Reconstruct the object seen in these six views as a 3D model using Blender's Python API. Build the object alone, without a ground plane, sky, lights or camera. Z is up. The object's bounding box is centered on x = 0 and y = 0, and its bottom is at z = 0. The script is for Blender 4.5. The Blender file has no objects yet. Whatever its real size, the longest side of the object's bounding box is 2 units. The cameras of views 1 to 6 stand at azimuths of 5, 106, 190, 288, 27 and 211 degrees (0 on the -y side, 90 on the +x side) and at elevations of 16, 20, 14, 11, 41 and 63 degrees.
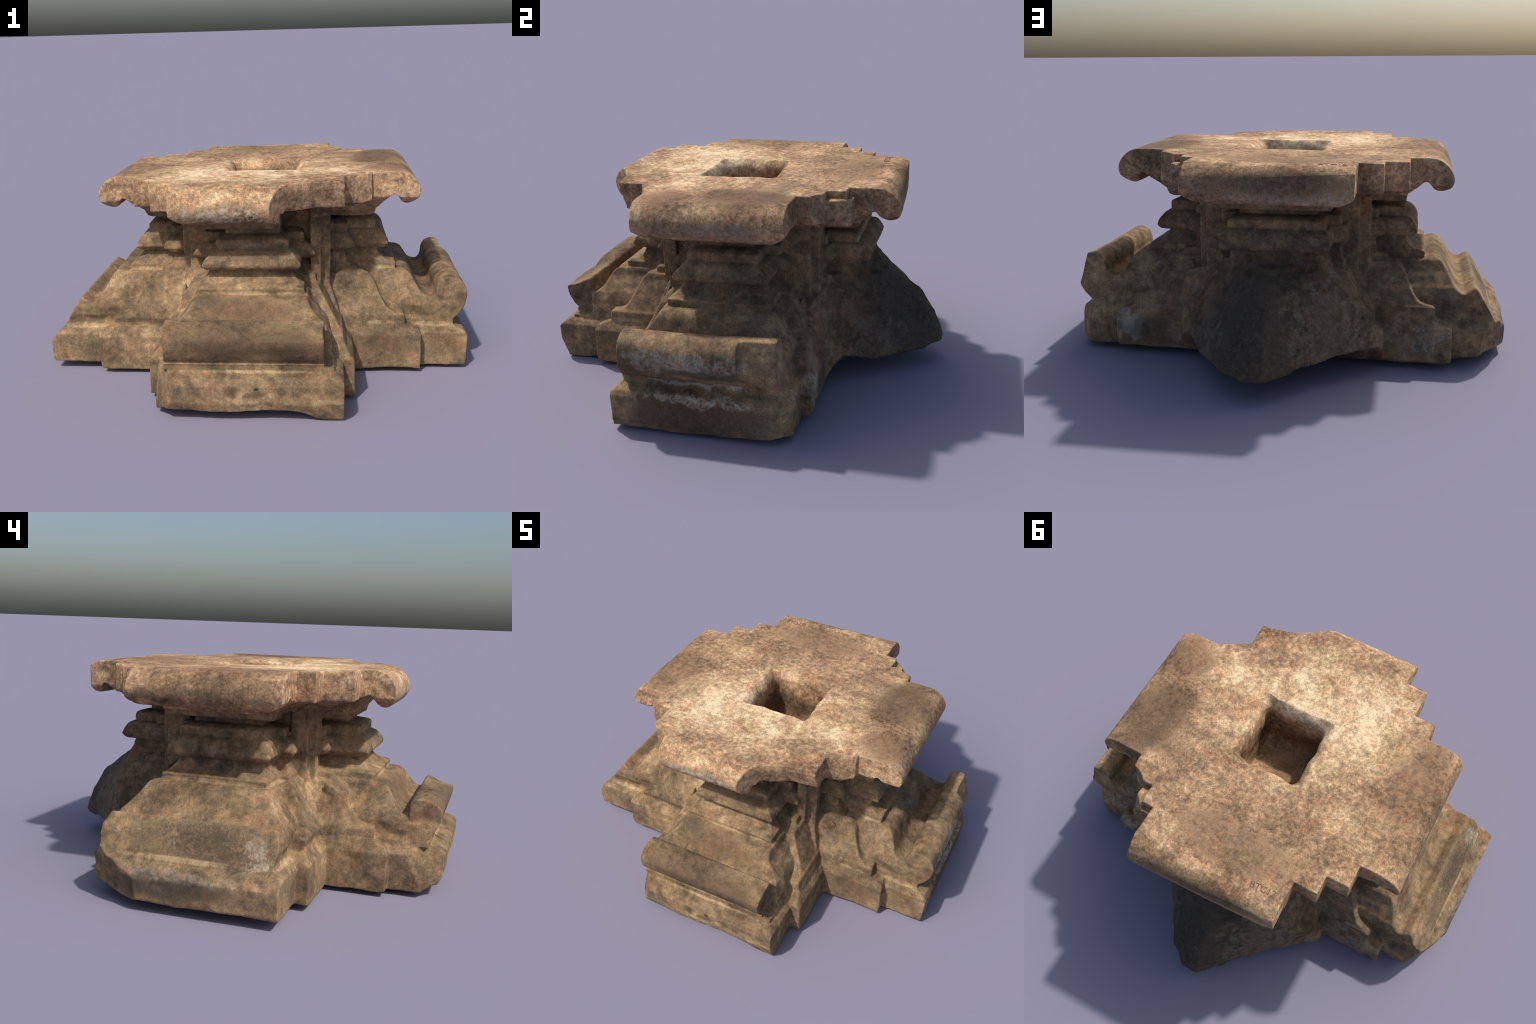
import bpy, bmesh, math
import numpy as np
from mathutils import Vector
from mathutils.bvhtree import BVHTree

H = 0.0048                      # grid pitch of the carved solid, metres
rng = np.random.default_rng(11)

# ------------------------------------------------------------------ the grid
LO = np.array([-1.06, -1.02, -0.06])
HI = np.array([1.06, 1.04, 1.02])
N = np.ceil((HI - LO) / H).astype(int) + 1
gx, gy, gz = [(LO[i] + H * np.arange(N[i])).astype(np.float32) for i in range(3)]
X, Y, Z = gx[:, None, None], gy[None, :, None], gz[None, None, :]


# ------------------------------------------------------------------ helpers
def poly_sdf(pts, T, Zz):
    """signed distance (negative inside) of a closed profile in the (t, z) plane"""
    T, Zz = np.broadcast_arrays(T, Zz)
    d = np.full(T.shape, 1e9, np.float32)
    inside = np.zeros(T.shape, bool)
    n = len(pts)
    for i in range(n):
        (ax, az), (bx, bz) = pts[i], pts[(i + 1) % n]
        ex, ez = bx - ax, bz - az
        wx, wz = T - ax, Zz - az
        k = np.clip((wx * ex + wz * ez) / (ex * ex + ez * ez + 1e-12), 0, 1)
        d = np.minimum(d, (wx - ex * k) ** 2 + (wz - ez * k) ** 2)
        if az != bz:
            c = ((az <= Zz) & (bz > Zz)) | ((bz <= Zz) & (az > Zz))
            inside ^= c & (T < ax + (Zz - az) / (bz - az) * ex)
    d = np.sqrt(d)
    return np.where(inside, -d, d).astype(np.float32)


def curve(pts, steps=7):
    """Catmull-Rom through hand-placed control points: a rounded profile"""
    out = []
    n = len(pts)
    P = [np.array(p, float) for p in pts]
    for i in range(n - 1):
        p0, p1, p2, p3 = P[max(i - 1, 0)], P[i], P[i + 1], P[min(i + 2, n - 1)]
        for s in range(steps):
            u = s / steps
            out.append(tuple(0.5 * (2 * p1 + (p2 - p0) * u + (2 * p0 - 5 * p1 + 4 * p2 - p3) * u * u
                                    + (3 * p1 - p0 - 3 * p2 + p3) * u ** 3)))
    out.append(tuple(P[-1]))
    return out


def table(rows):
    """half width as a function of height, from (z, width) rows"""
    r = sorted(rows)
    return np.interp(gz, [a for a, _ in r], [b for _, b in r]).astype(np.float32)


def spline_axis(n, cells):
    """cubic B-spline weights from a coarse lattice to n samples"""
    u = np.linspace(0, cells - 1e-4, n)
    i = np.floor(u).astype(int)
    f = u - i
    W = np.zeros((n, cells + 3), np.float32)
    w = [(1 - f) ** 3 / 6, (3 * f ** 3 - 6 * f ** 2 + 4) / 6, (-3 * f ** 3 + 3 * f ** 2 + 3 * f + 1) / 6, f ** 3 / 6]
    for k in range(4):
        W[np.arange(n), i + k] = w[k]
    return W


def noise(cell, seed):
    """smooth noise in about -1..1 over the whole grid, feature size = cell"""
    r = np.random.default_rng(seed)
    c = [max(1, int(round((HI[i] - LO[i]) / cell))) for i in range(3)]
    v = r.uniform(-1.8, 1.8, [k + 3 for k in c]).astype(np.float32)
    for ax in range(3):
        v = np.moveaxis(np.tensordot(spline_axis(N[ax], c[ax]), v, axes=(1, ax)), 0, ax)
    return np.ascontiguousarray(v)


def blur(a, r):
    """separable box blur, r cells each way"""
    for ax in range(3):
        p = np.concatenate([np.repeat(np.take(a, [0], ax), r + 1, ax), a, np.repeat(np.take(a, [-1], ax), r, ax)], ax)
        c = np.cumsum(p, axis=ax, dtype=np.float32 if a.shape[ax] < 50 else np.float64)
        n = a.shape[ax]
        hi = np.take(c, np.arange(2 * r + 1, 2 * r + 1 + n), ax)
        lo = np.take(c, np.arange(0, n), ax)
        a = ((hi - lo) / (2 * r + 1)).astype(np.float32)
    return a


def smin(a, b, k):
    h = np.clip(0.5 + 0.5 * (b - a) / k, 0, 1)
    return b + (a - b) * h - k * h * (1 - h)


def box(x0, x1, y0, y1, z0, z1):
    return np.maximum(np.maximum(np.maximum(x0 - X, X - x1), np.maximum(y0 - Y, Y - y1)), np.maximum(z0 - Z, Z - z1))


def ball(c, r, s=(1, 1, 1)):
    m = min(s)
    return m * (np.sqrt(((X - c[0]) / s[0]) ** 2 + ((Y - c[1]) / s[1]) ** 2 + ((Z - c[2]) / s[2]) ** 2) - r)


def half(n, p):
    n = np.array(n, float)
    n /= np.linalg.norm(n)
    return n[0] * (X - p[0]) + n[1] * (Y - p[1]) + n[2] * (Z - p[2])


# ------------------------------------------------------------------ profiles of one arm
def shift(pts, dt):
    return [(t + dt, z) for t, z in pts]


def arm_profile(volute=True):
    """moulding of the arm's middle: plinth, fillet, scroll with volute (or its worn stub)"""
    if volute:
        low = [(0, -0.03), (0.970, -0.03), (0.978, 0.03), (0.985, 0.06), (0.988, 0.172), (0.978, 0.193), (0.938, 0.208), (0.930, 0.214), (0.928, 0.238)]
        roll = curve([(0.928, 0.238), (0.958, 0.268), (0.985, 0.316), (0.992, 0.362), (0.976, 0.408), (0.940, 0.437), (0.897, 0.442),
                      (0.862, 0.424), (0.850, 0.392), (0.846, 0.362), (0.822, 0.343), (0.784, 0.358), (0.758, 0.397), (0.736, 0.434),
                      (0.712, 0.451), (0.690, 0.455)])
    else:
        low = [(0, -0.03), (0.970, -0.03), (0.978, 0.03), (0.985, 0.06), (0.985, 0.165), (0.985, 0.185), (0.982, 0.200)]
        roll = curve([(0.982, 0.200), (0.962, 0.240), (0.940, 0.280), (0.914, 0.322), (0.890, 0.356), (0.866, 0.346), (0.838, 0.329), (0.808, 0.346),
                      (0.782, 0.384), (0.760, 0.426), (0.738, 0.455), (0.712, 0.466), (0.690, 0.463)])
    return low + roll + [(0.662, 0.457), (0, 0.457)]


UPPER = ([(0, 0.44), (0.660, 0.440), (0.664, 0.486)] + curve([(0.652, 0.490), (0.612, 0.500), (0.586, 0.523), (0.575, 0.552)])
         + [(0.600, 0.553)] + curve([(0.614, 0.557), (0.628, 0.576), (0.618, 0.605), (0.598, 0.630), (0.578, 0.641)])
         + [(0.564, 0.644), (0.571, 0.648), (0.570, 0.682), (0.548, 0.692), (0.505, 0.698), (0.502, 0.760), (0, 0.760)])

REDENT = ([(0, -0.03), (0.765, -0.03), (0.772, 0.06), (0.770, 0.195), (0.757, 0.214), (0.698, 0.232), (0.695, 0.278)]
          + curve([(0.690, 0.284), (0.648, 0.290), (0.611, 0.313), (0.580, 0.368), (0.554, 0.425), (0.523, 0.456), (0.480, 0.468)])
          + [(0, 0.47)])



def redent_up(waist):
    """upper mouldings of the stepped-back layer; waist = how deep the hollow below the eave is cut"""
    return ([(0, 0.44), (0.482, 0.440), (0.482, 0.484)] + curve([(0.470, 0.488), (0.5 * waist + 0.226, 0.497), (waist + 0.006, 0.522), (waist, 0.556)])
            + [(0.436, 0.560)] + curve([(0.454, 0.566), (0.468, 0.586), (0.458, 0.610), (0.442, 0.636)])
            + [(0.426, 0.643), (0.434, 0.648), (0.432, 0.684), (0.400, 0.692), (0.345, 0.696), (0.342, 0.760), (0, 0.760)])


W_ARM = [(0.0, 0.392), (0.185, 0.392), (0.206, 0.372), (0.212, 0.356), (0.24, 0.350), (0.31, 0.350), (0.35, 0.332), (0.37, 0.312), (0.396, 0.290), (0.42, 0.270), (0.450, 0.254),
         (0.458, 0.250), (0.461, 0.238), (0.487, 0.235), (0.490, 0.226), (0.505, 0.206), (0.525, 0.188), (0.552, 0.178), (0.554, 0.206), (0.578, 0.222), (0.60, 0.211), (0.636, 0.176),
         (0.642, 0.158), (0.646, 0.166), (0.682, 0.163), (0.690, 0.150), (0.697, 0.124), (0.76, 0.124)]
W_RED = [(0.0, 0.446), (0.190, 0.442), (0.206, 0.428), (0.224, 0.412), (0.236, 0.406), (0.280, 0.402), (0.288, 0.392), (0.315, 0.374), (0.36, 0.350), (0.40, 0.332), (0.43, 0.314), (0.455, 0.302), (0.460, 0.286),
         (0.487, 0.283), (0.490, 0.274), (0.51, 0.256), (0.556, 0.246), (0.558, 0.270), (0.582, 0.286), (0.60, 0.276), (0.636, 0.242), (0.642, 0.224), (0.646, 0.232), (0.682, 0.228), (0.697, 0.190), (0.76, 0.190)]


def widen(rows, base):
    return [(z, w + base * np.clip((0.46 - z) / 0.25, 0, 1)) for z, w in rows]


def arm(axis, sign, dt, plinth_end, base, off, volute=True, roll=1.0, red_dt=0.0, pull=0.0, wide=0.0, swell=0.0, waist=0.42, stout=(0.0, 0.0)):
    """one arm of the cross: two stepped layers of swept moulding, a raised border along the scroll"""
    along, across = (gx, gy) if axis == 0 else (gy, gx)
    ia = np.nonzero((sign * along > -0.08) & (sign * along < 1.06))[0]
    ib = np.nonzero(np.abs(across) < 0.56)[0]
    kz = np.nonzero(gz < 0.80)[0]
    A, B, C = slice(ia[0], ia[-1] + 1), slice(ib[0], ib[-1] + 1), slice(0, kz[-1] + 1)
    zz = gz[C]
    T = (sign * along[A])[:, None]
    S = np.abs(across[B] - off)
    prof = shift(arm_profile(volute), dt)
    prof = [(plinth_end + (t - dt - 0.985) if z < 0.19 and t > 0.9 + dt else t, z) for t, z in prof]
    prof = [(t, 0.35 + (z - 0.35) * roll if z > 0.35 and t > 0.80 + dt else z) for t, z in prof]
    prof = [(t - pull if z > 0.245 and t > 0.83 + dt else t, z) for t, z in prof]
    best = None
    for k, (pts, w) in enumerate(((prof, widen(W_ARM, base + wide)), (shift(UPPER, dt), W_ARM),
                                  (shift(REDENT, dt + red_dt), widen(W_RED, base + wide)), (shift(redent_up(waist), dt + red_dt), W_RED))):
        d2 = poly_sdf(pts, T, zz[None, :])
        w2 = np.broadcast_to(table(w)[None, C], d2.shape)
        if k in (1, 3):                                    # less worn necks keep more of their width
            w2 = w2 + (stout[k // 2] * np.clip((zz - 0.49) / 0.02, 0, 1) * (0.35 + 0.65 * np.clip((zz - 0.59) / 0.04, 0, 1)))[None, :]
        if k in (0, 2):
            w2 = w2 + swell * (np.clip((zz - 0.235) / 0.04, 0, 1) * np.clip((0.50 - zz) / 0.04, 0, 1))[None, :]
        if k == 0:
            inner = np.clip((-0.064 - d2) / 0.030, 0, 1) * np.clip((zz - 0.235) / 0.02, 0, 1)[None, :] * np.clip((T - 0.55 - dt) / 0.03, 0, 1)
            end = np.clip((T - 0.700 - dt) / 0.140, 0, 1) * np.clip((zz - 0.25) / 0.03, 0, 1)[None, :]
            w2 = np.maximum(w2, (0.340 + 0.6 * (base + wide)) * end)       # the roll keeps its full width up to its crown
            w2 = w2 - 0.008 * inner
        w2 = w2.astype(np.float32)
        if axis == 0:
            d = np.maximum(d2[:, None, :], S[None, :, None] - w2[:, None, :])
        else:
            d = np.maximum(d2[None], S[:, None, None] - w2[None])
        best = d if best is None else np.minimum(best, d)
    best = np.maximum(best, (-0.05 - T)[:, :, None] if axis == 0 else (-0.05 - T[:, 0])[None, :, None])
    full = np.full(tuple(N), 0.25, np.float32)
    full[(A, B, C) if axis == 0 else (B, A, C)] = best
    return full


right = arm(0, 1, 0.006, 0.997, 0.0, 0.020, roll=1.0)
left = arm(0, -1, -0.042, 0.998, 0.0, -0.004, volute=False, red_dt=0.018, wide=0.014, swell=0.013, stout=(0.030, 0.012))
front = arm(1, -1, -0.050, 0.944, 0.010, 0.004, roll=0.74, pull=0.018, swell=-0.004, waist=0.385)
back = arm(1, 1, -0.005, 0.960, 0.015, 0.006, waist=0.42, stout=(0.045, 0.035))

n_big, n_mid, n_small = noise(0.22, 1), noise(0.075, 2), noise(0.03, 3)
rough = 0.008 * n_mid + 0.003 * n_small

# right arm: far corner of the plinth knocked off, flake lost from the roll
right = np.maximum(right, np.minimum(half((0.80, 0.62, 0.05), (1.0, 0.318, 0.1)) + rough, 0.235 - Z))
right = np.maximum(right, -(np.maximum(half((-0.95, 0, -0.30), (0.980, 0.3, 0.32)), np.maximum(0.20 - Y, 0.245 - Z)) + 0.5 * rough))

# left arm: the volute is broken off, leaving a worn bulging stub; end corners gone
left = np.maximum(left, half((-0.88, 0.03, 0.47), (-0.884, 0.0, 0.360)) + 0.010 * n_mid + 0.008 * n_big + 0.05 * np.clip(np.abs(Y) - 0.18, 0, 1) - 4 * np.clip(0.235 - Z, 0, 1))
left = np.maximum(left, half((-0.88, 0.46, -0.12), (-0.962, 0.250, 0.1)) + 1.3 * rough)
left = np.maximum(left, half((-0.52, 0.36, -0.78), (-0.92, 0.36, 0.082)) + rough)
left = np.maximum(left, half((-0.75, 0.0, 0.66), (-0.978, 0.0, 0.170)) + rough - 4 * np.clip(Z - 0.205, 0, 1))

# front arm: the roll lost its upper corner towards the right, lower left corner of the plinth chipped
flake = half((0.0, -0.30, 0.95), (0.1, -0.860, 0.386)) + 0.8 * rough - 0.06 * np.clip((0.02 - X) / 0.14, 0, 1)
front = np.maximum(front, np.minimum(flake, np.minimum(-0.795 - Y, Z - 0.26)))
front = np.maximum(front, np.minimum(half((-0.80, -0.54, 0.24), (-0.316, -0.945, 0.12)) + 0.6 * rough, 0.215 - Z))
front = np.maximum(front, np.minimum(np.minimum(X - 0.324 + 0.5 * rough, Z - 0.228), -0.775 - Y))
front = np.maximum(front, half((0.0, -0.93, -0.37), (0.0, -0.940, 0.085)) + 0.5 * rough)

# back arm: snapped off; the break runs from the shoulder of the moulding down to a low blunt point
KX = [-0.47, -0.35, -0.20, 0.0, 0.08, 0.17, 0.25, 0.33, 0.40, 0.47]
KZ = [0.05, 0.12, 0.20, 0.28, 0.36, 0.42, 0.465, 0.52]
BREAK = [[0.48, 0.56, 0.70, 0.91, 0.92, 0.85, 0.74, 0.63, 0.53, 0.46],
         [0.50, 0.590, 0.725, 0.955, 0.95, 0.88, 0.76, 0.64, 0.54, 0.47],
         [0.50, 0.595, 0.715, 0.920, 0.915, 0.84, 0.72, 0.605, 0.51, 0.45],
         [0.46, 0.595, 0.700, 0.870, 0.855, 0.76, 0.645, 0.545, 0.47, 0.43],
         [0.43, 0.585, 0.665, 0.805, 0.775, 0.685, 0.575, 0.49, 0.43, 0.39],
         [0.40, 0.560, 0.625, 0.730, 0.705, 0.625, 0.525, 0.44, 0.39, 0.365],
         [0.38, 0.520, 0.595, 0.665, 0.64, 0.57, 0.47, 0.395, 0.36, 0.35],
         [0.38, 0.47, 0.560, 0.600, 0.585, 0.535, 0.46, 0.405, 0.37, 0.355]]
BR = np.stack([np.interp(gx, KX, row) for row in BREAK], 1)
BR = np.stack([np.interp(gz, KZ, BR[i]) for i in range(len(gx))]).astype(np.float32)
brk = (Y - BR[:, None, :]) * 0.75 + 0.012 * np.abs(n_mid) - 0.006 + 0.010 * n_big + 0.010 * np.abs(noise(0.05, 14)) - 0.004
back = np.maximum(back, np.minimum(brk, 0.530 - Z))
fill = np.maximum(np.maximum(brk, -0.1 - Y), np.maximum(Z - 0.462, np.maximum(X - 0.46, -0.33 - X)))
fill = np.maximum(fill, Z - 0.462 + 0.9 * np.clip(np.abs(X) - 0.24, 0, 1)
                  - np.where(X > 0, 0.6 * np.clip(0.0 + X - 0.24, 0, 1), 0))

solid = np.minimum(np.minimum(right, left), front)
solid = np.minimum(solid, back)
solid = smin(solid, fill, 0.025)

# core and the four corner posts
corner = table([(-0.1, 0.395), (0.235, 0.395), (0.285, 0.392), (0.297, 0.388), (0.34, 0.374), (0.40, 0.352), (0.44, 0.336), (0.462, 0.330)])[None, None, :]
corner = np.maximum(np.maximum(np.abs(X - 0.010) - corner, np.abs(Y - 0.004) - corner - 0.012), Z - 0.462)
solid = np.minimum(solid, corner)                        # innermost flared step that carries the posts
core = box(-0.318, 0.328, -0.318, 0.328, -0.03, 0.80)
solid = np.minimum(solid, core)
for sx, sy, ax, ay, bx, by, rib in ((1, -1, 0.356, 0.338, 0.312, 0.378, 0.05), (-1, -1, 0.338, 0.332, 0.302, 0.364, 0.08), (-1, 1, 0.378, 0.316, 0.332, 0.352, 0.11), (1, 1, 0.388, 0.372, 0.350, 0.408, 0.13)):
    for hx, hy in ((ax, ay), (bx, by)):                      # two slim ribs make each stepped post
        x0, x1 = sorted((sx * hx, sx * (hx - rib)))
        y0, y1 = sorted((sy * hy, sy * (hy - rib)))
        solid = np.minimum(solid, box(x0, x1, y0, y1, 0.42, 0.79))
# small carved curls on the flanks beside the corners
for cx, cy, cz in ((-0.322, -0.445, 0.405), (0.440, -0.308, 0.405), (-0.430, -0.332, 0.395), (0.46, 0.348, 0.40)):
    along = 0 if abs(cx) > abs(cy) else 1
    a = (X - cx) if along == 0 else (Y - cy)
    n = (Y - cy) if along == 0 else (X - cx)
    b = Z - cz
    o = -1 if (cx if along == 0 else cy) > 0 else 1
    u, v = 0.6 * o * a + 0.8 * b, -0.8 * o * a + 0.6 * b
    curl = 0.011 * (np.sqrt((u / 0.052) ** 2 + (v / 0.026) ** 2 + (n / 0.011) ** 2) - 1)
    solid = smin(solid, curl, 0.006)

# ------------------------------------------------------------------ capital slab
LIP = (curve([(0.200, 0.930), (0.120, 0.931), (0.070, 0.926), (0.032, 0.902), (0.008, 0.870), (0.0, 0.842), (0.006, 0.812), (0.026, 0.788),
              (0.056, 0.776), (0.082, 0.786), (0.096, 0.806), (0.112, 0.824), (0.132, 0.818), (0.158, 0.792), (0.180, 0.768), (0.195, 0.758)])
       + [(0.203, 0.728), (0.230, 0.720)])


def slab_bar(axis, lo, hi, s0, s1):
    c = gx if axis == 0 else gy
    mid = 0.5 * (lo + hi)
    T = np.where(c > mid, hi - c, c - lo)[:, None]
    pts = [(1.2, 0.930)] + LIP + [(1.2, 0.720)]
    d2 = poly_sdf(pts, T, gz[None, :])
    w = table([(0.0, -0.105), (0.730, -0.105), (0.750, -0.092), (0.775, -0.065), (0.797, -0.018), (0.812, 0.0), (1.0, 0.0)])[None, :]
    w = w - 0.003 * np.clip((-0.034 - d2) / 0.012, 0, 1) * np.clip((0.155 - T) / 0.02, 0, 1)
    S = gy if axis == 0 else gx
    s = np.maximum(s0 - S, S - s1)
    return np.maximum(d2[:, None, :], s[None, :, None] - w[:, None, :]) if axis == 0 else np.maximum(d2[None], s[:, None, None] - w[None])


def slab_step(x0, x1, y0, y1):
    w = table([(0.0, -0.20), (0.730, -0.20), (0.750, -0.170), (0.772, -0.125), (0.788, -0.080), (0.798, -0.035), (0.804, 0.0), (1.0, 0.0)])[None, None, :]
    return np.maximum(np.maximum(np.maximum(x0 - X, X - x1), np.maximum(y0 - Y, Y - y1)) - w, np.maximum(0.725 - Z, Z - 0.929))


slab = np.minimum(slab_bar(0, -0.732, 0.768, -0.322, 0.356), slab_bar(1, -0.702, 0.774, -0.335, 0.360))
slab = np.maximum(slab, half((-0.06, 1.0, 0.0), (0.345, 0.775, 0.85)))     # the back end is cut a little askew
slab = np.minimum(slab, slab_step(-0.545, 0.545, -0.410, 0.460))
slab = np.minimum(slab, slab_step(-0.440, 0.420, -0.545, 0.548))
# front lip broken away towards the right
edge = np.interp(gx, [0.075, 0.10, 0.128, 0.165, 0.29, 0.42, 0.5], [-0.80, -0.70, -0.655, -0.612, -0.545, -0.522, -0.515]).astype(np.float32)[:, None, None]
gone = np.maximum(Y - edge - 0.35 * np.clip(0.90 - Z, 0, 0.10) * np.clip((X - 0.1) / 0.1, 0, 1), 0.072 + 0.35 * np.clip(Z - 0.80, 0, 1) - X) * 0.8
slab = np.maximum(slab, -(gone + rough))
slab = np.maximum(slab, -(box(0.135, 0.44, -0.70, -0.325, 0.60, 0.806) + rough))     # the break runs on underneath
# chipped corners of the steps
hollow = np.sqrt((X - 0.600) ** 2 + (Y - 0.600) ** 2) - 0.193 + np.clip(0.86 - Z, 0, 1) * 0.3 + rough + 0 * Z
slab = np.maximum(slab, -hollow.astype(np.float32))
ledge = box(0.34, 0.465, 0.44, 0.575, 0.790, 0.895) + 0.7 * rough
slab = np.minimum(slab, np.maximum(ledge, half((0.5, 0.5, 0.45), (0.44, 0.55, 0.885))))
knock = np.maximum(np.maximum(-half((0.52, -0.85, 0.15), (0.485, -0.372, 0.90)), 0.418 - X), np.maximum(Y + 0.322, 0.80 - Z))
slab = np.maximum(slab, -(knock + rough))

solid = np.minimum(solid, slab)

# socket in the top
depth = np.clip((0.94 - Z) / 0.28, 0, 1)
flare = 0.040 * np.clip(1 - (0.935 - Z) / 0.06, 0, 1) ** 2
sx0, sx1 = -0.118 + 0.012 * depth - flare, 0.190 - 0.012 * depth + flare
sy0, sy1 = -0.160 + 0.012 * depth - flare, 0.140 - 0.012 * depth + flare
qx = np.maximum(sx0 - X, X - sx1) + 0.03
qy = np.maximum(sy0 - Y, Y - sy1) + 0.03
hole = np.sqrt(np.maximum(qx, 0) ** 2 + np.maximum(qy, 0) ** 2) + np.minimum(np.maximum(qx, qy), 0) - 0.03
hole = np.maximum(hole, 0.652 - Z) + 0.011 * noise(0.04, 9) + 0.005 * n_mid
solid = np.maximum(solid, -hole)

# ragged underside, higher below the broken back arm
lift = np.clip((Y - 0.445) / 0.08, 0, 1) * (0.062 + 0.12 * np.clip(-X, 0, 0.3) + 0.55 * np.clip(X - 0.32, 0, 0.2))
lift = lift + 0.028 * np.clip((-0.86 - Y) / 0.05, 0, 1) * np.clip((0.29 - X) / 0.08, 0, 1) - 0.014 * np.clip((X - 0.25) / 0.08, 0, 1) * np.clip((-0.70 - Y) / 0.1, 0, 1)
lift = lift + np.clip((-0.72 - X) / 0.14, 0, 1) * 0.024 + 0.013 * np.clip((Y - 0.20) / 0.15, 0, 1)
under = (0.024 + 0.006 * n_big + 0.006 * n_mid + lift - Z).astype(np.float32)
solid = np.maximum(solid, under)

# weathering: softened arrises, worn unevenly, fine pitting
soft = 0.8 * solid + 0.2 * blur(solid, 1)
worn = blur(soft, 2)
m = np.clip(-0.15 + 0.9 * n_mid + 0.5 * n_big, 0, 1) * 0.40
solid = soft + (worn - soft) * m
solid += 0.0014 * n_mid + 0.0009 * n_small + 0.0008 * noise(0.016, 21)


# ------------------------------------------------------------------ surface nets
def surface_nets(f):
    s = f < 0
    nx, ny, nz = f.shape
    cells = np.zeros((nx - 1, ny - 1, nz - 1), np.uint8)
    corner = [(i, j, k) for i in (0, 1) for j in (0, 1) for k in (0, 1)]
    for i, j, k in corner:
        cells += s[i:nx - 1 + i, j:ny - 1 + j, k:nz - 1 + k]
    ci, cj, ck = np.nonzero((cells > 0) & (cells < 8))
    ids = np.full(cells.shape, -1, np.int32)
    ids[ci, cj, ck] = np.arange(len(ci))
    acc = np.zeros((len(ci), 3))
    cnt = np.zeros(len(ci))
    for a in corner:
        for ax in range(3):
            if a[ax]:
                continue
            b = list(a)
            b[ax] = 1
            fa = f[ci + a[0], cj + a[1], ck + a[2]]
            fb = f[ci + b[0], cj + b[1], ck + b[2]]
            x = (fa < 0) != (fb < 0)
            t = np.where(x, fa / np.where(x, fa - fb, 1), 0)
            p = np.array(a, float)[None].repeat(len(ci), 0)
            p[:, ax] += t
            acc[x] += p[x]
            cnt[x] += 1
    v = np.stack([ci, cj, ck], 1) + acc / cnt[:, None]
    v = LO + v * H
    quads = []
    for ax in range(3):
        u, w = (ax + 1) % 3, (ax + 2) % 3
        a0 = [slice(1, -1)] * 3
        a1 = [slice(1, -1)] * 3
        a0[ax], a1[ax] = slice(0, -1), slice(1, None)
        x = s[tuple(a0)] != s[tuple(a1)]
        e = np.argwhere(x)
        flip = s[tuple(a0)][x]
        base = e.copy()
        base[:, u] += 1
        base[:, w] += 1
        def at(du, dw):
            q = base.copy()
            q[:, u] -= du
            q[:, w] -= dw
            return ids[q[:, 0], q[:, 1], q[:, 2]]
        q = np.stack([at(1, 1), at(0, 1), at(0, 0), at(1, 0)], 1)
        q[~flip] = q[~flip][:, ::-1]
        quads.append(q)
    return v, np.concatenate(quads)


V, F = surface_nets(solid)
# keep the largest connected piece
lab = np.arange(len(V))
while True:
    m_ = lab[F].min(1)
    new = lab.copy()
    for k in range(4):
        np.minimum.at(new, F[:, k], m_)
    new = new[new]
    if np.array_equal(new, lab):
        break
    lab = new
big = np.bincount(lab).argmax()
keep = lab == big
F = F[keep[F[:, 0]]]
remap = np.cumsum(keep) - 1
V, F = V[keep], remap[F]
# the slab dips gently towards its back left corner; its top is slightly uneven
lean = np.clip((-0.72 * V[:, 0] + 0.70 * V[:, 1] + 0.10) / 0.7, 0, 1.4)
V[:, 2] += (0.009 - 0.018 * lean + 0.008 * np.clip((np.maximum(np.abs(V[:, 0]), np.abs(V[:, 1])) - 0.3) / 0.3, 0, 1)) * np.clip((V[:, 2] - 0.74) / 0.06, 0, 1)
tip = np.clip((V[:, 0] - 0.80) / 0.08, 0, 1) * np.clip((V[:, 2] - 0.26) / 0.12, 0, 1) * np.clip((V[:, 1] - 0.05) / 0.30, 0, 1)
tip = tip * (V[:, 2] < 0.6)
V[:, 2] += 0.016 * tip                                   # the right roll rises towards its far end

print("lowest before settling", V[:, 2].min())
V[:, 2] -= V[:, 2].min()

# ------------------------------------------------------------------ smooth normals of the whole body
def body_normals(V, F):
    a, b = V[F[:, 2]] - V[F[:, 0]], V[F[:, 3]] - V[F[:, 1]]
    fn = np.cross(a, b)
    vn = np.zeros_like(V)
    for k in range(4):
        for c in range(3):
            vn[:, c] += np.bincount(F[:, k], fn[:, c], len(V))
    return vn / (np.linalg.norm(vn, axis=1, keepdims=True) + 1e-12)


VN = body_normals(V, F)
FC = V[F].mean(1)


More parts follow.
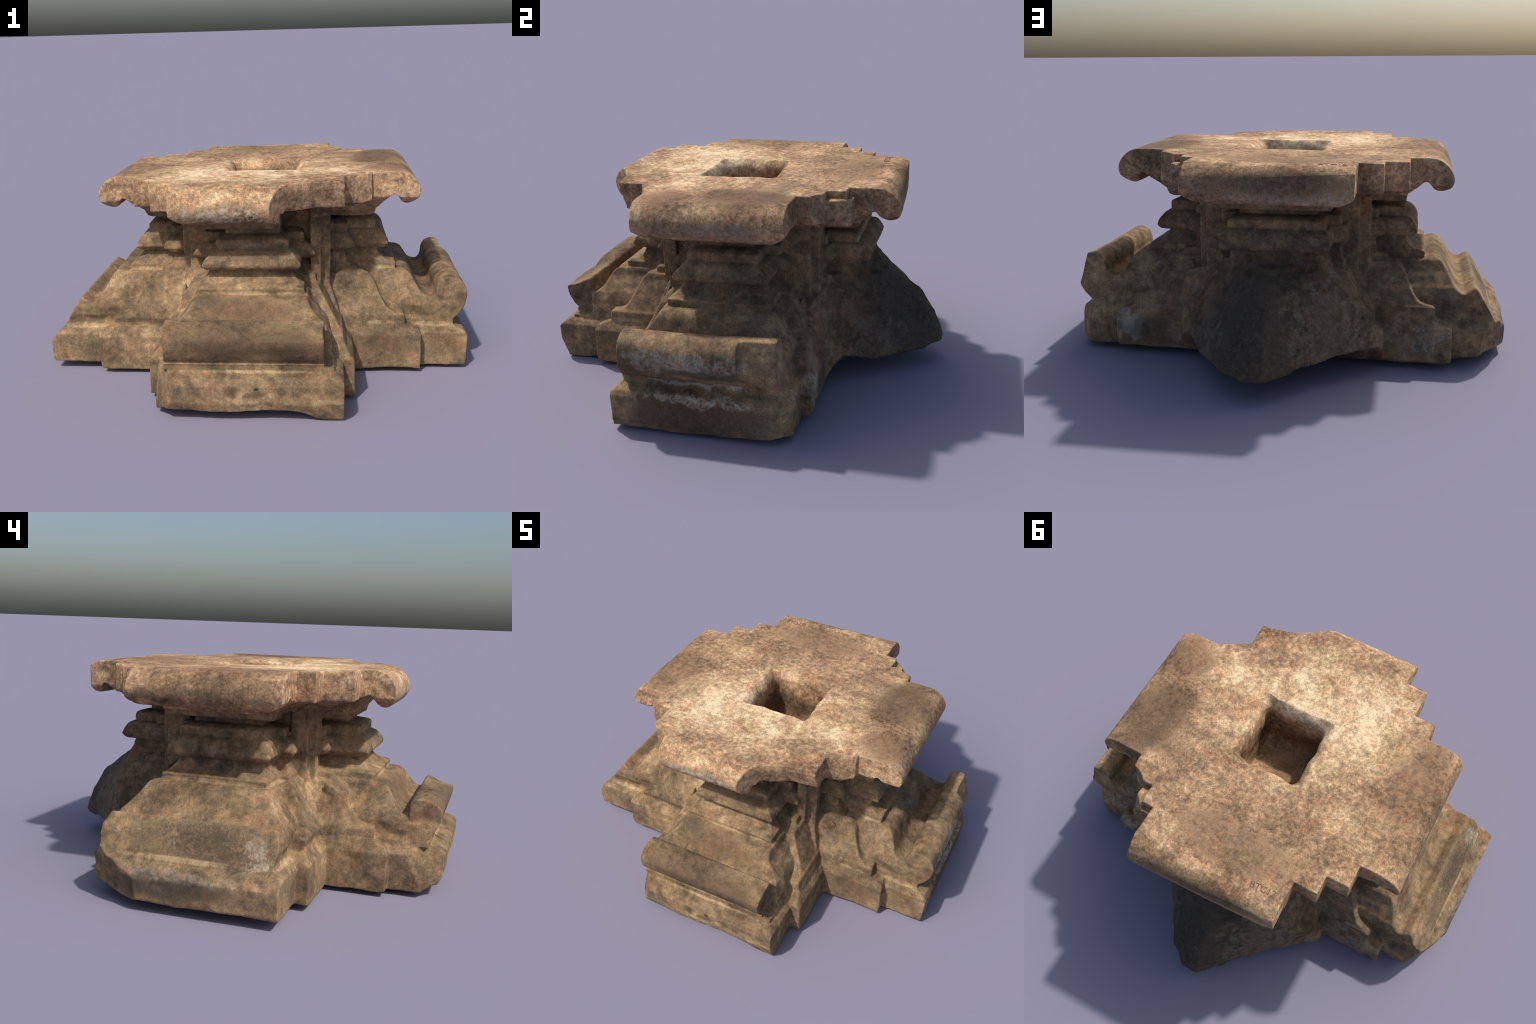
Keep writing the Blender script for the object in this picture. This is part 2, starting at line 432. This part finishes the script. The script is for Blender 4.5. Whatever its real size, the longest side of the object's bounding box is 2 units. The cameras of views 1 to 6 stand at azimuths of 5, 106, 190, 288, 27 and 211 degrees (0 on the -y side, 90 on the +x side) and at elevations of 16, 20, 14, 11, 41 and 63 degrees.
# ------------------------------------------------------------------ materials
class Graph:
    """small helper to wire a procedural stone shader on Object coordinates"""
    def __init__(self, name):
        self.m = bpy.data.materials.new(name)
        self.m.use_nodes = True
        self.nt = self.m.node_tree
        self.bsdf = self.nt.nodes["Principled BSDF"]
        self.P = self.nt.nodes.new("ShaderNodeTexCoord").outputs["Object"]

    def node(self, kind, **props):
        n = self.nt.nodes.new(kind)
        for k, v in props.items():
            setattr(n, k, v)
        return n

    def put(self, sock, v):
        if hasattr(v, "is_linked"):
            self.nt.links.new(v, sock)
        else:
            sock.default_value = v

    def noise(self, scale, detail=6, rough=0.6, dist=0.0, shift=0.0, stretch=(1, 1, 1)):
        mp = self.node("ShaderNodeMapping")
        mp.inputs["Location"].default_value = (shift * 1.7, shift * 0.9, shift * 2.3)
        mp.inputs["Scale"].default_value = stretch
        self.put(mp.inputs["Vector"], self.P)
        n = self.node("ShaderNodeTexNoise")
        n.inputs["Scale"].default_value, n.inputs["Detail"].default_value = scale, detail
        n.inputs["Roughness"].default_value, n.inputs["Distortion"].default_value = rough, dist
        self.put(n.inputs["Vector"], mp.outputs["Vector"])
        return n.outputs["Fac"]

    def math(self, op, a, b=0.0, clamp=False):
        n = self.node("ShaderNodeMath", operation=op, use_clamp=clamp)
        self.put(n.inputs[0], a)
        self.put(n.inputs[1], b)
        return n.outputs[0]

    def step(self, v, a, b):
        n = self.node("ShaderNodeMapRange", interpolation_type="SMOOTHSTEP")
        self.put(n.inputs["Value"], v)
        n.inputs["From Min"].default_value, n.inputs["From Max"].default_value = a, b
        return n.outputs["Result"]

    def mix(self, fac, a, b, mode="MIX"):
        n = self.node("ShaderNodeMix", data_type="RGBA", blend_type=mode)
        self.put(n.inputs[0], fac)
        for s, c in ((6, a), (7, b)):
            self.put(n.inputs[s], (*c, 1.0) if isinstance(c, tuple) and len(c) == 3 else c)
        return n.outputs[2]

    def spot(self, c, r):
        """1 at the centre c, falling to 0 at the ellipsoid of radii r"""
        d = self.node("ShaderNodeVectorMath", operation="SUBTRACT")
        self.put(d.inputs[0], self.P)
        d.inputs[1].default_value = c
        q = self.node("ShaderNodeVectorMath", operation="DIVIDE")
        self.put(q.inputs[0], d.outputs[0])
        q.inputs[1].default_value = r
        ln = self.node("ShaderNodeVectorMath", operation="LENGTH")
        self.put(ln.inputs[0], q.outputs[0])
        return self.math("SUBTRACT", 1.0, ln.outputs["Value"])


def stone(name, ramp, olive, rust, scale, spread, lighten, seed, patches, relief=0.6, lines=()):
    """mottled stone: a broken-up colour ramp, drifting hue, then stains and lichen at their places"""
    g = Graph(name)
    plain = g.P
    wob = g.node("ShaderNodeTexNoise")
    wob.inputs["Scale"].default_value, wob.inputs["Detail"].default_value = 11, 5
    g.put(wob.inputs["Vector"], plain)
    off = g.node("ShaderNodeVectorMath", operation="MULTIPLY_ADD")
    g.put(off.inputs[0], wob.outputs["Color"])
    off.inputs[1].default_value = (0.11, 0.11, 0.11)
    off.inputs[2].default_value = (-0.055, -0.055, -0.055)
    add = g.node("ShaderNodeVectorMath", operation="ADD")
    g.put(add.inputs[0], plain)
    g.put(add.inputs[1], off.outputs[0])
    warped = add.outputs[0]

    big, med = g.noise(2.8, 6, 0.6, 0.4, seed), g.noise(7.5, 8, 0.68, 0.2, seed + 1)
    fine, grain = g.noise(scale, 10, 0.74, 0.1, seed + 2), g.noise(150, 4, 0.7, 0.0, seed + 3)
    c0 = lambda v, k: g.math("MULTIPLY", g.math("SUBTRACT", v, 0.5), k)
    f = g.math("ADD", g.math("ADD", c0(big, spread[0]), c0(med, spread[1])), g.math("ADD", c0(fine, spread[2]), c0(grain, spread[3])))
    f = g.math("ADD", f, 0.5)
    g.P = warped
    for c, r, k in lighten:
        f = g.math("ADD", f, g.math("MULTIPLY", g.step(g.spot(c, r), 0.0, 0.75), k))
    g.P = plain
    cr = g.node("ShaderNodeValToRGB")
    els = cr.color_ramp.elements
    while len(els) < len(ramp):
        els.new(0.5)
    for e, (p, c) in zip(els, ramp):
        e.position, e.color = p, (*c, 1)
    g.put(cr.inputs["Fac"], f)
    col = cr.outputs["Color"]
    col = g.mix(g.math("MULTIPLY", g.step(g.noise(5.0, 8, 0.7, 0.3, seed + 5), 0.50, 0.64), 0.60), col, g.mix(1.0, col, olive, "MULTIPLY"))
    col = g.mix(g.math("MULTIPLY", g.step(g.noise(8.0, 8, 0.72, 0.2, seed + 6), 0.52, 0.66), 0.65), col, g.mix(1.0, col, rust, "MULTIPLY"))
    g.P = warped
    speck = g.step(g.noise(40, 10, 0.80, 0.0, seed + 12), 0.38, 0.62)
    for c, r, colour, amount, soft in patches:
        s = g.spot(c, r)
        e = g.math("ADD", s, g.math("ADD", c0(med, 0.6 * soft), c0(fine, 1.7 * soft)))
        k = g.math("MULTIPLY", g.math("MULTIPLY", g.step(e, 0.10, 0.60), g.step(s, -0.05, 0.25)), amount)
        col = g.mix(g.math("MULTIPLY", k, speck) if soft >= 1.5 else k, col, colour)
    g.P = plain
    for c, r, colour, amount in lines:                      # thin paler lines along the ledges
        k = g.math("MULTIPLY", g.step(g.spot(c, r), 0.05, 0.45), g.step(med, 0.36, 0.58))
        col = g.mix(g.math("MULTIPLY", k, amount), col, colour)
    # fine grain over everything
    col = g.mix(0.6, col, g.mix(g.step(fine, 0.30, 0.70), (0.62, 0.60, 0.58), (1.42, 1.42, 1.40)), "MULTIPLY")
    col = g.mix(0.5, col, g.mix(g.step(grain, 0.30, 0.70), (0.66, 0.66, 0.66), (1.36, 1.34, 1.32)), "MULTIPLY")
    col = g.mix(0.5, col, g.mix(g.step(g.noise(34, 5, 0.7, 0, seed + 9), 0.36, 0.64), (1.10, 0.97, 0.90), (0.92, 1.02, 1.02)), "MULTIPLY")
    g.put(g.bsdf.inputs["Base Color"], col)
    g.bsdf.inputs["Roughness"].default_value = 0.9
    g.bsdf.inputs["Specular IOR Level"].default_value = 0.2
    b = g.node("ShaderNodeBump")
    b.inputs["Strength"].default_value, b.inputs["Distance"].default_value = relief, 0.005
    g.put(b.inputs["Height"], g.math("ADD", g.math("MULTIPLY", fine, 0.75), g.math("MULTIPLY", grain, 0.22)))
    g.put(g.bsdf.inputs["Normal"], b.outputs["Normal"])
    return g.m


BLACK, SOOT, UMBER = (0.022, 0.019, 0.016), (0.050, 0.042, 0.034), (0.105, 0.070, 0.042)
LICHEN, CHALK, RUST = (0.40, 0.41, 0.37), (0.55, 0.48, 0.38), (0.26, 0.13, 0.075)
BODY_LIGHT = [
    ((0.05, -0.93, 0.07), (0.50, 0.10, 0.12), 0.14),     # fresh pale break below the front
    ((0.0, -0.60, 0.49), (0.34, 0.14, 0.10), 0.07),
    ((-0.85, -0.10, 0.36), (0.25, 0.45, 0.16), 0.06),
    ((0.95, 0.0, 0.40), (0.14, 0.42, 0.10), 0.10),
    ((0.62, -0.35, 0.38), (0.30, 0.12, 0.16), 0.06),
    ((-0.70, -0.40, 0.20), (0.35, 0.16, 0.10), 0.07),
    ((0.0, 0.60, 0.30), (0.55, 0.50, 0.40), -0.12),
    ((0.97, 0.0, 0.12), (0.12, 0.5, 0.14), -0.08),
]
BODY_PATCHES = [
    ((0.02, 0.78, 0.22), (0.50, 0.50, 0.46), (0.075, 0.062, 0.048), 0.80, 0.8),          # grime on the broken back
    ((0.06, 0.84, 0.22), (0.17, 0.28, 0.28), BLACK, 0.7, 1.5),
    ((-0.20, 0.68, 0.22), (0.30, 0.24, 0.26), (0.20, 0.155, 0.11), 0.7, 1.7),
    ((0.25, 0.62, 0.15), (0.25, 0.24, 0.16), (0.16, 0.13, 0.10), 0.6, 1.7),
    ((0.985, -0.06, 0.335), (0.09, 0.34, 0.065), LICHEN, 0.62, 1.5),    # pale lichen on the right roll
    ((0.995, 0.04, 0.290), (0.07, 0.28, 0.035), SOOT, 0.7, 1.2),
    ((0.950, 0.00, 0.225), (0.06, 0.30, 0.018), LICHEN, 0.45, 1.0),
    ((0.99, 0.02, 0.10), (0.06, 0.40, 0.13), UMBER, 0.8, 0.8),
    ((0.99, 0.02, 0.172), (0.06, 0.36, 0.030), CHALK, 0.6, 1.6),
    ((0.955, -0.28, 0.30), (0.07, 0.10, 0.12), SOOT, 0.6, 0.8),
    ((0.72, 0.45, 0.14), (0.11, 0.07, 0.11), LICHEN, 0.40, 1.2),
    ((0.60, 0.45, 0.12), (0.16, 0.06, 0.09), SOOT, 0.6, 1.0),
    ((-0.60, 0.42, 0.12), (0.20, 0.06, 0.11), SOOT, 0.7, 0.9),
    ((-0.62, 0.42, 0.13), (0.18, 0.06, 0.10), LICHEN, 0.45, 1.9),
    ((-0.90, -0.05, 0.29), (0.12, 0.36, 0.11), (0.060, 0.050, 0.040), 0.85, 2.4),   # crust on the broken roll
    ((-0.92, -0.29, 0.27), (0.065, 0.075, 0.09), CHALK, 0.60, 2.0),
    ((-0.99, 0.06, 0.11), (0.08, 0.34, 0.07), (0.07, 0.058, 0.048), 0.8, 1.2),
    ((-0.99, 0.0, 0.155), (0.06, 0.36, 0.030), (0.30, 0.27, 0.22), 0.50, 1.6),
    ((-0.99, -0.30, 0.155), (0.05, 0.05, 0.035), (0.42, 0.25, 0.16), 0.6, 1.0),
    ((-0.86, -0.41, 0.12), (0.13, 0.05, 0.07), (0.085, 0.080, 0.055), 0.7, 1.8),
    ((0.90, -0.36, 0.12), (0.11, 0.05, 0.08), (0.13, 0.070, 0.042), 0.7, 1.6),
    ((0.60, -0.40, 0.13), (0.18, 0.05, 0.11), (0.12, 0.088, 0.050), 0.6, 1.2),
    ((0.05, -0.93, 0.33), (0.36, 0.07, 0.055), (0.085, 0.060, 0.042), 0.7, 1.3),    # front roll
    ((0.0, -0.89, 0.35), (0.42, 0.13, 0.11), (0.120, 0.079, 0.049), 0.65, 0.9),
    ((0.0, -0.72, 0.42), (0.28, 0.13, 0.10), (0.15, 0.095, 0.058), 0.75, 0.9),
    ((-0.19, -0.66, 0.45), (0.08, 0.07, 0.05), (0.085, 0.062, 0.045), 0.7, 0.9),
    ((0.03, -0.945, 0.155), (0.020, 0.03, 0.018), BLACK, 0.9, 0.5),
    ((-0.06, -0.945, 0.142), (0.045, 0.03, 0.030), UMBER, 0.8, 1.4),
    ((0.04, -0.945, 0.120), (0.050, 0.03, 0.040), UMBER, 0.8, 1.4),
    ((0.02, -0.945, 0.172), (0.36, 0.03, 0.022), (0.10, 0.075, 0.050), 0.6, 1.6),
    ((0.0, -0.52, 0.60), (0.26, 0.08, 0.05), (0.13, 0.090, 0.065), 0.7, 1.2),
]
PALE_LINE = (0.46, 0.345, 0.20)
BODY_LINES = [
    ((0.02, -0.868, 0.202), (0.36, 0.030, 0.014), PALE_LINE, 0.85),
    ((0.00, -0.612, 0.458), (0.27, 0.025, 0.010), PALE_LINE, 0.85),
    ((0.90, 0.02, 0.214), (0.035, 0.38, 0.016), (0.36, 0.345, 0.27), 0.6),
    ((-0.92, -0.02, 0.206), (0.035, 0.42, 0.016), PALE_LINE, 0.8),
    ((-0.62, 0.0, 0.462), (0.030, 0.28, 0.012), PALE_LINE, 0.8),
    ((-0.84, -0.380, 0.212), (0.14, 0.035, 0.016), PALE_LINE, 0.8),
    ((-0.58, -0.432, 0.236), (0.18, 0.032, 0.014), PALE_LINE, 0.8),
    ((0.84, -0.345, 0.212), (0.14, 0.035, 0.016), PALE_LINE, 0.7),
    ((0.58, -0.398, 0.236), (0.16, 0.032, 0.014), PALE_LINE, 0.75),
    ((0.58, -0.232, 0.460), (0.14, 0.028, 0.012), PALE_LINE, 0.7),
    ((-0.53, -0.255, 0.462), (0.14, 0.028, 0.012), PALE_LINE, 0.7),
    ((-0.432, -0.58, 0.236), (0.032, 0.16, 0.014), PALE_LINE, 0.8),
    ((0.428, -0.58, 0.236), (0.032, 0.16, 0.014), PALE_LINE, 0.5),
]
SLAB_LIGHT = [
    ((-0.12, -0.26, 0.93), (0.50, 0.38, 0.25), 0.125),     # rubbed, pale towards the front of the top
    ((0.30, -0.10, 0.93), (0.22, 0.36, 0.2), 0.06),
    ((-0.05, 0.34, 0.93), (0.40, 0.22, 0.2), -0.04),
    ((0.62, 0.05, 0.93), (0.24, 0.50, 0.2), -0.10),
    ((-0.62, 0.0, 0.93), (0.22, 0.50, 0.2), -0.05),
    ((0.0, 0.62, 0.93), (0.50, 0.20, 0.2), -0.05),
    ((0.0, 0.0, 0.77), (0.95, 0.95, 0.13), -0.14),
]
SLAB_PATCHES = [
    ((0.60, 0.16, 0.93), (0.16, 0.26, 0.10), (0.15, 0.095, 0.060), 0.75, 1.3),
    ((0.50, 0.26, 0.93), (0.12, 0.10, 0.08), SOOT, 0.45, 1.2),
    ((0.62, -0.20, 0.93), (0.14, 0.16, 0.10), (0.22, 0.125, 0.078), 0.7, 1.3),
    ((-0.05, 0.52, 0.93), (0.36, 0.12, 0.08), (0.20, 0.130, 0.080), 0.6, 1.4),
    ((-0.05, 0.76, 0.85), (0.42, 0.10, 0.075), (0.085, 0.068, 0.052), 0.60, 1.4),
    ((0.0, 0.74, 0.79), (0.40, 0.08, 0.030), (0.28, 0.25, 0.21), 0.5, 1.6),
    ((-0.60, -0.10, 0.93), (0.16, 0.30, 0.08), (0.24, 0.150, 0.090), 0.6, 1.4),
    ((-0.735, 0.02, 0.865), (0.06, 0.38, 0.055), (0.115, 0.085, 0.055), 0.8, 1.6),
    ((-0.72, 0.25, 0.81), (0.07, 0.16, 0.04), SOOT, 0.6, 1.0),
    ((-0.735, 0.17, 0.80), (0.05, 0.05, 0.035), BLACK, 0.6, 0.8),
    ((-0.10, -0.705, 0.835), (0.30, 0.05, 0.075), (0.26, 0.20, 0.135), 0.7, 1.2),
    ((-0.12, -0.70, 0.815), (0.28, 0.05, 0.060), CHALK, 0.6, 1.7),
    ((-0.10, -0.68, 0.780), (0.32, 0.06, 0.030), UMBER, 0.7, 0.9),
    ((0.765, 0.0, 0.83), (0.06, 0.40, 0.06), (0.20, 0.150, 0.115), 0.6, 1.0),
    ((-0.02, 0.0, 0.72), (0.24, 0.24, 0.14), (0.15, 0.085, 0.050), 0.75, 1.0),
]
MAT = {
    "body": stone("weathered_sandstone",
                  [(0.26, (0.058, 0.043, 0.030)), (0.40, (0.125, 0.089, 0.055)), (0.52, (0.212, 0.148, 0.088)), (0.63, (0.310, 0.214, 0.120)), (0.76, (0.48, 0.355, 0.215))],
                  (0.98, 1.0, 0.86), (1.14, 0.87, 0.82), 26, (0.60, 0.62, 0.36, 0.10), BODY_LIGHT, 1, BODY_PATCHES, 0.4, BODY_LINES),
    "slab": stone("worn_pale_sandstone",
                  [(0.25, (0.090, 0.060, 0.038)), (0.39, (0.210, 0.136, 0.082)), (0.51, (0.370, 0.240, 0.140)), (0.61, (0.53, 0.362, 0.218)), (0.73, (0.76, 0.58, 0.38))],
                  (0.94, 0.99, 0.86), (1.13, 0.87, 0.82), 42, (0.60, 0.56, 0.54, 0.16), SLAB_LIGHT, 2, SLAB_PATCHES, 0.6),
}
MAT["broken"] = MAT["body"]

# ------------------------------------------------------------------ split the body into named parts
x, y, z = FC[:, 0], FC[:, 1], FC[:, 2]
ax_, ay_ = np.abs(x), np.abs(y)
part = np.full(len(FC), -1)
PARTS = []


def claim(name, mask, parent, mat):
    part[(part < 0) & mask] = len(PARTS)
    PARTS.append((name, parent, mat))


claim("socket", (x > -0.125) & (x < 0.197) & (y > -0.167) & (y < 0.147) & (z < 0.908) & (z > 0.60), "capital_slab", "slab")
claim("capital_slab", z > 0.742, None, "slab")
for sx in (-1, 1):
    for sy in (-1, 1):
        claim("corner_post", (x * sx > 0.262) & (x * sx < 0.42) & (y * sy > 0.262) & (y * sy < 0.42) & (z > 0.462), "neck", "body")
claim("neck", z > 0.655, None, "body")
claim("eave_moulding", z > 0.553, "neck", "body")
claim("neck_base", z > 0.462, "neck", "body")
claim("broken_stump", (y > ax_) & (z <= 0.47), None, "broken")
for mk in ((x >= ay_), (-x >= ay_), (-y > ax_)):
    pid = len(PARTS)
    claim("plinth", mk & (z <= 0.222), None, "body")
    claim("scroll_moulding", mk & (z > 0.222), pid, "body")

thing = bpy.data.objects.new("stone_pedestal", None)
bpy.context.collection.objects.link(thing)
thing["label"] = "weathered cross-shaped carved sandstone pedestal with square socket"
thing["category"] = "stone pedestal"


def make_mesh(name, faces):
    used, inv = np.unique(faces, return_inverse=True)
    inv = inv.reshape(faces.shape)
    me = bpy.data.meshes.new(name)
    me.vertices.add(len(used))
    me.vertices.foreach_set("co", V[used].astype(np.float32).ravel())
    me.loops.add(faces.size)
    me.loops.foreach_set("vertex_index", inv.astype(np.int32).ravel())
    me.polygons.add(len(faces))
    me.polygons.foreach_set("loop_start", np.arange(0, faces.size, 4, dtype=np.int32))
    me.update(calc_edges=True)
    me.polygons.foreach_set("use_smooth", np.ones(len(faces), bool))
    me.normals_split_custom_set_from_vertices(VN[used].astype(np.float32).tolist())
    return me


objs, by_name = {}, {}
for i, (name, parent, mat) in enumerate(PARTS):
    f = F[part == i]
    if len(f) == 0:
        continue
    me = make_mesh(name, f)
    me.materials.append(MAT[mat])
    o = bpy.data.objects.new(name, me)
    bpy.context.collection.objects.link(o)
    objs[i] = o
    by_name.setdefault(name, o)
for i, o in objs.items():
    p = PARTS[i][1]
    o.parent = thing if p is None else (objs[p] if isinstance(p, int) else by_name[p])
print("verts", len(V), "bbox", V.min(0), V.max(0))

# ------------------------------------------------------------------ small painted letters near the back edge of the top
slab_obj = by_name["capital_slab"]
INK_AT, INK_TURN = (-0.238, 0.637), math.pi + 0.06
tree = BVHTree.FromPolygons(V.tolist(), F[part == [n for n, _, _ in PARTS].index("capital_slab")].tolist())
cu = bpy.data.curves.new("inscription", "FONT")
cu.body, cu.size, cu.align_x, cu.align_y = "BTC12", 0.041, "CENTER", "CENTER"
tmp = bpy.data.objects.new("inscription", cu)
bpy.context.collection.objects.link(tmp)
me = bpy.data.meshes.new_from_object(tmp)
bpy.data.objects.remove(tmp)
bm = bmesh.new()
bm.from_mesh(me)
bmesh.ops.remove_doubles(bm, verts=bm.verts, dist=1e-5)
bmesh.ops.triangulate(bm, faces=bm.faces)
bmesh.ops.subdivide_edges(bm, edges=[e for e in bm.edges if e.calc_length() > 0.004], cuts=2, use_grid_fill=True)
ext = bmesh.ops.extrude_face_region(bm, geom=bm.faces[:])
top = {v for v in ext["geom"] if isinstance(v, bmesh.types.BMVert)}
ca, sa = math.cos(INK_TURN), math.sin(INK_TURN)
for v in bm.verts:
    px = INK_AT[0] + ca * v.co.x - sa * v.co.y
    py = INK_AT[1] + sa * v.co.x + ca * v.co.y
    hit = tree.ray_cast(Vector((px, py, 1.2)), Vector((0, 0, -1)))[0]
    v.co = Vector((px, py, (hit.z if hit else 0.92) + (0.0012 if v in top else -0.002)))
bmesh.ops.recalc_face_normals(bm, faces=bm.faces)
bm.to_mesh(me)
bm.free()
g = Graph("faded_red_paint")
g.put(g.bsdf.inputs["Base Color"], g.mix(g.step(g.noise(110, 5, 0.7), 0.42, 0.62), (0.125, 0.052, 0.036), (0.26, 0.155, 0.095)))
g.bsdf.inputs["Roughness"].default_value = 0.9
me.materials.clear()
me.materials.append(g.m)
ink = bpy.data.objects.new("inscription", me)
bpy.context.collection.objects.link(ink)
ink.parent = slab_obj
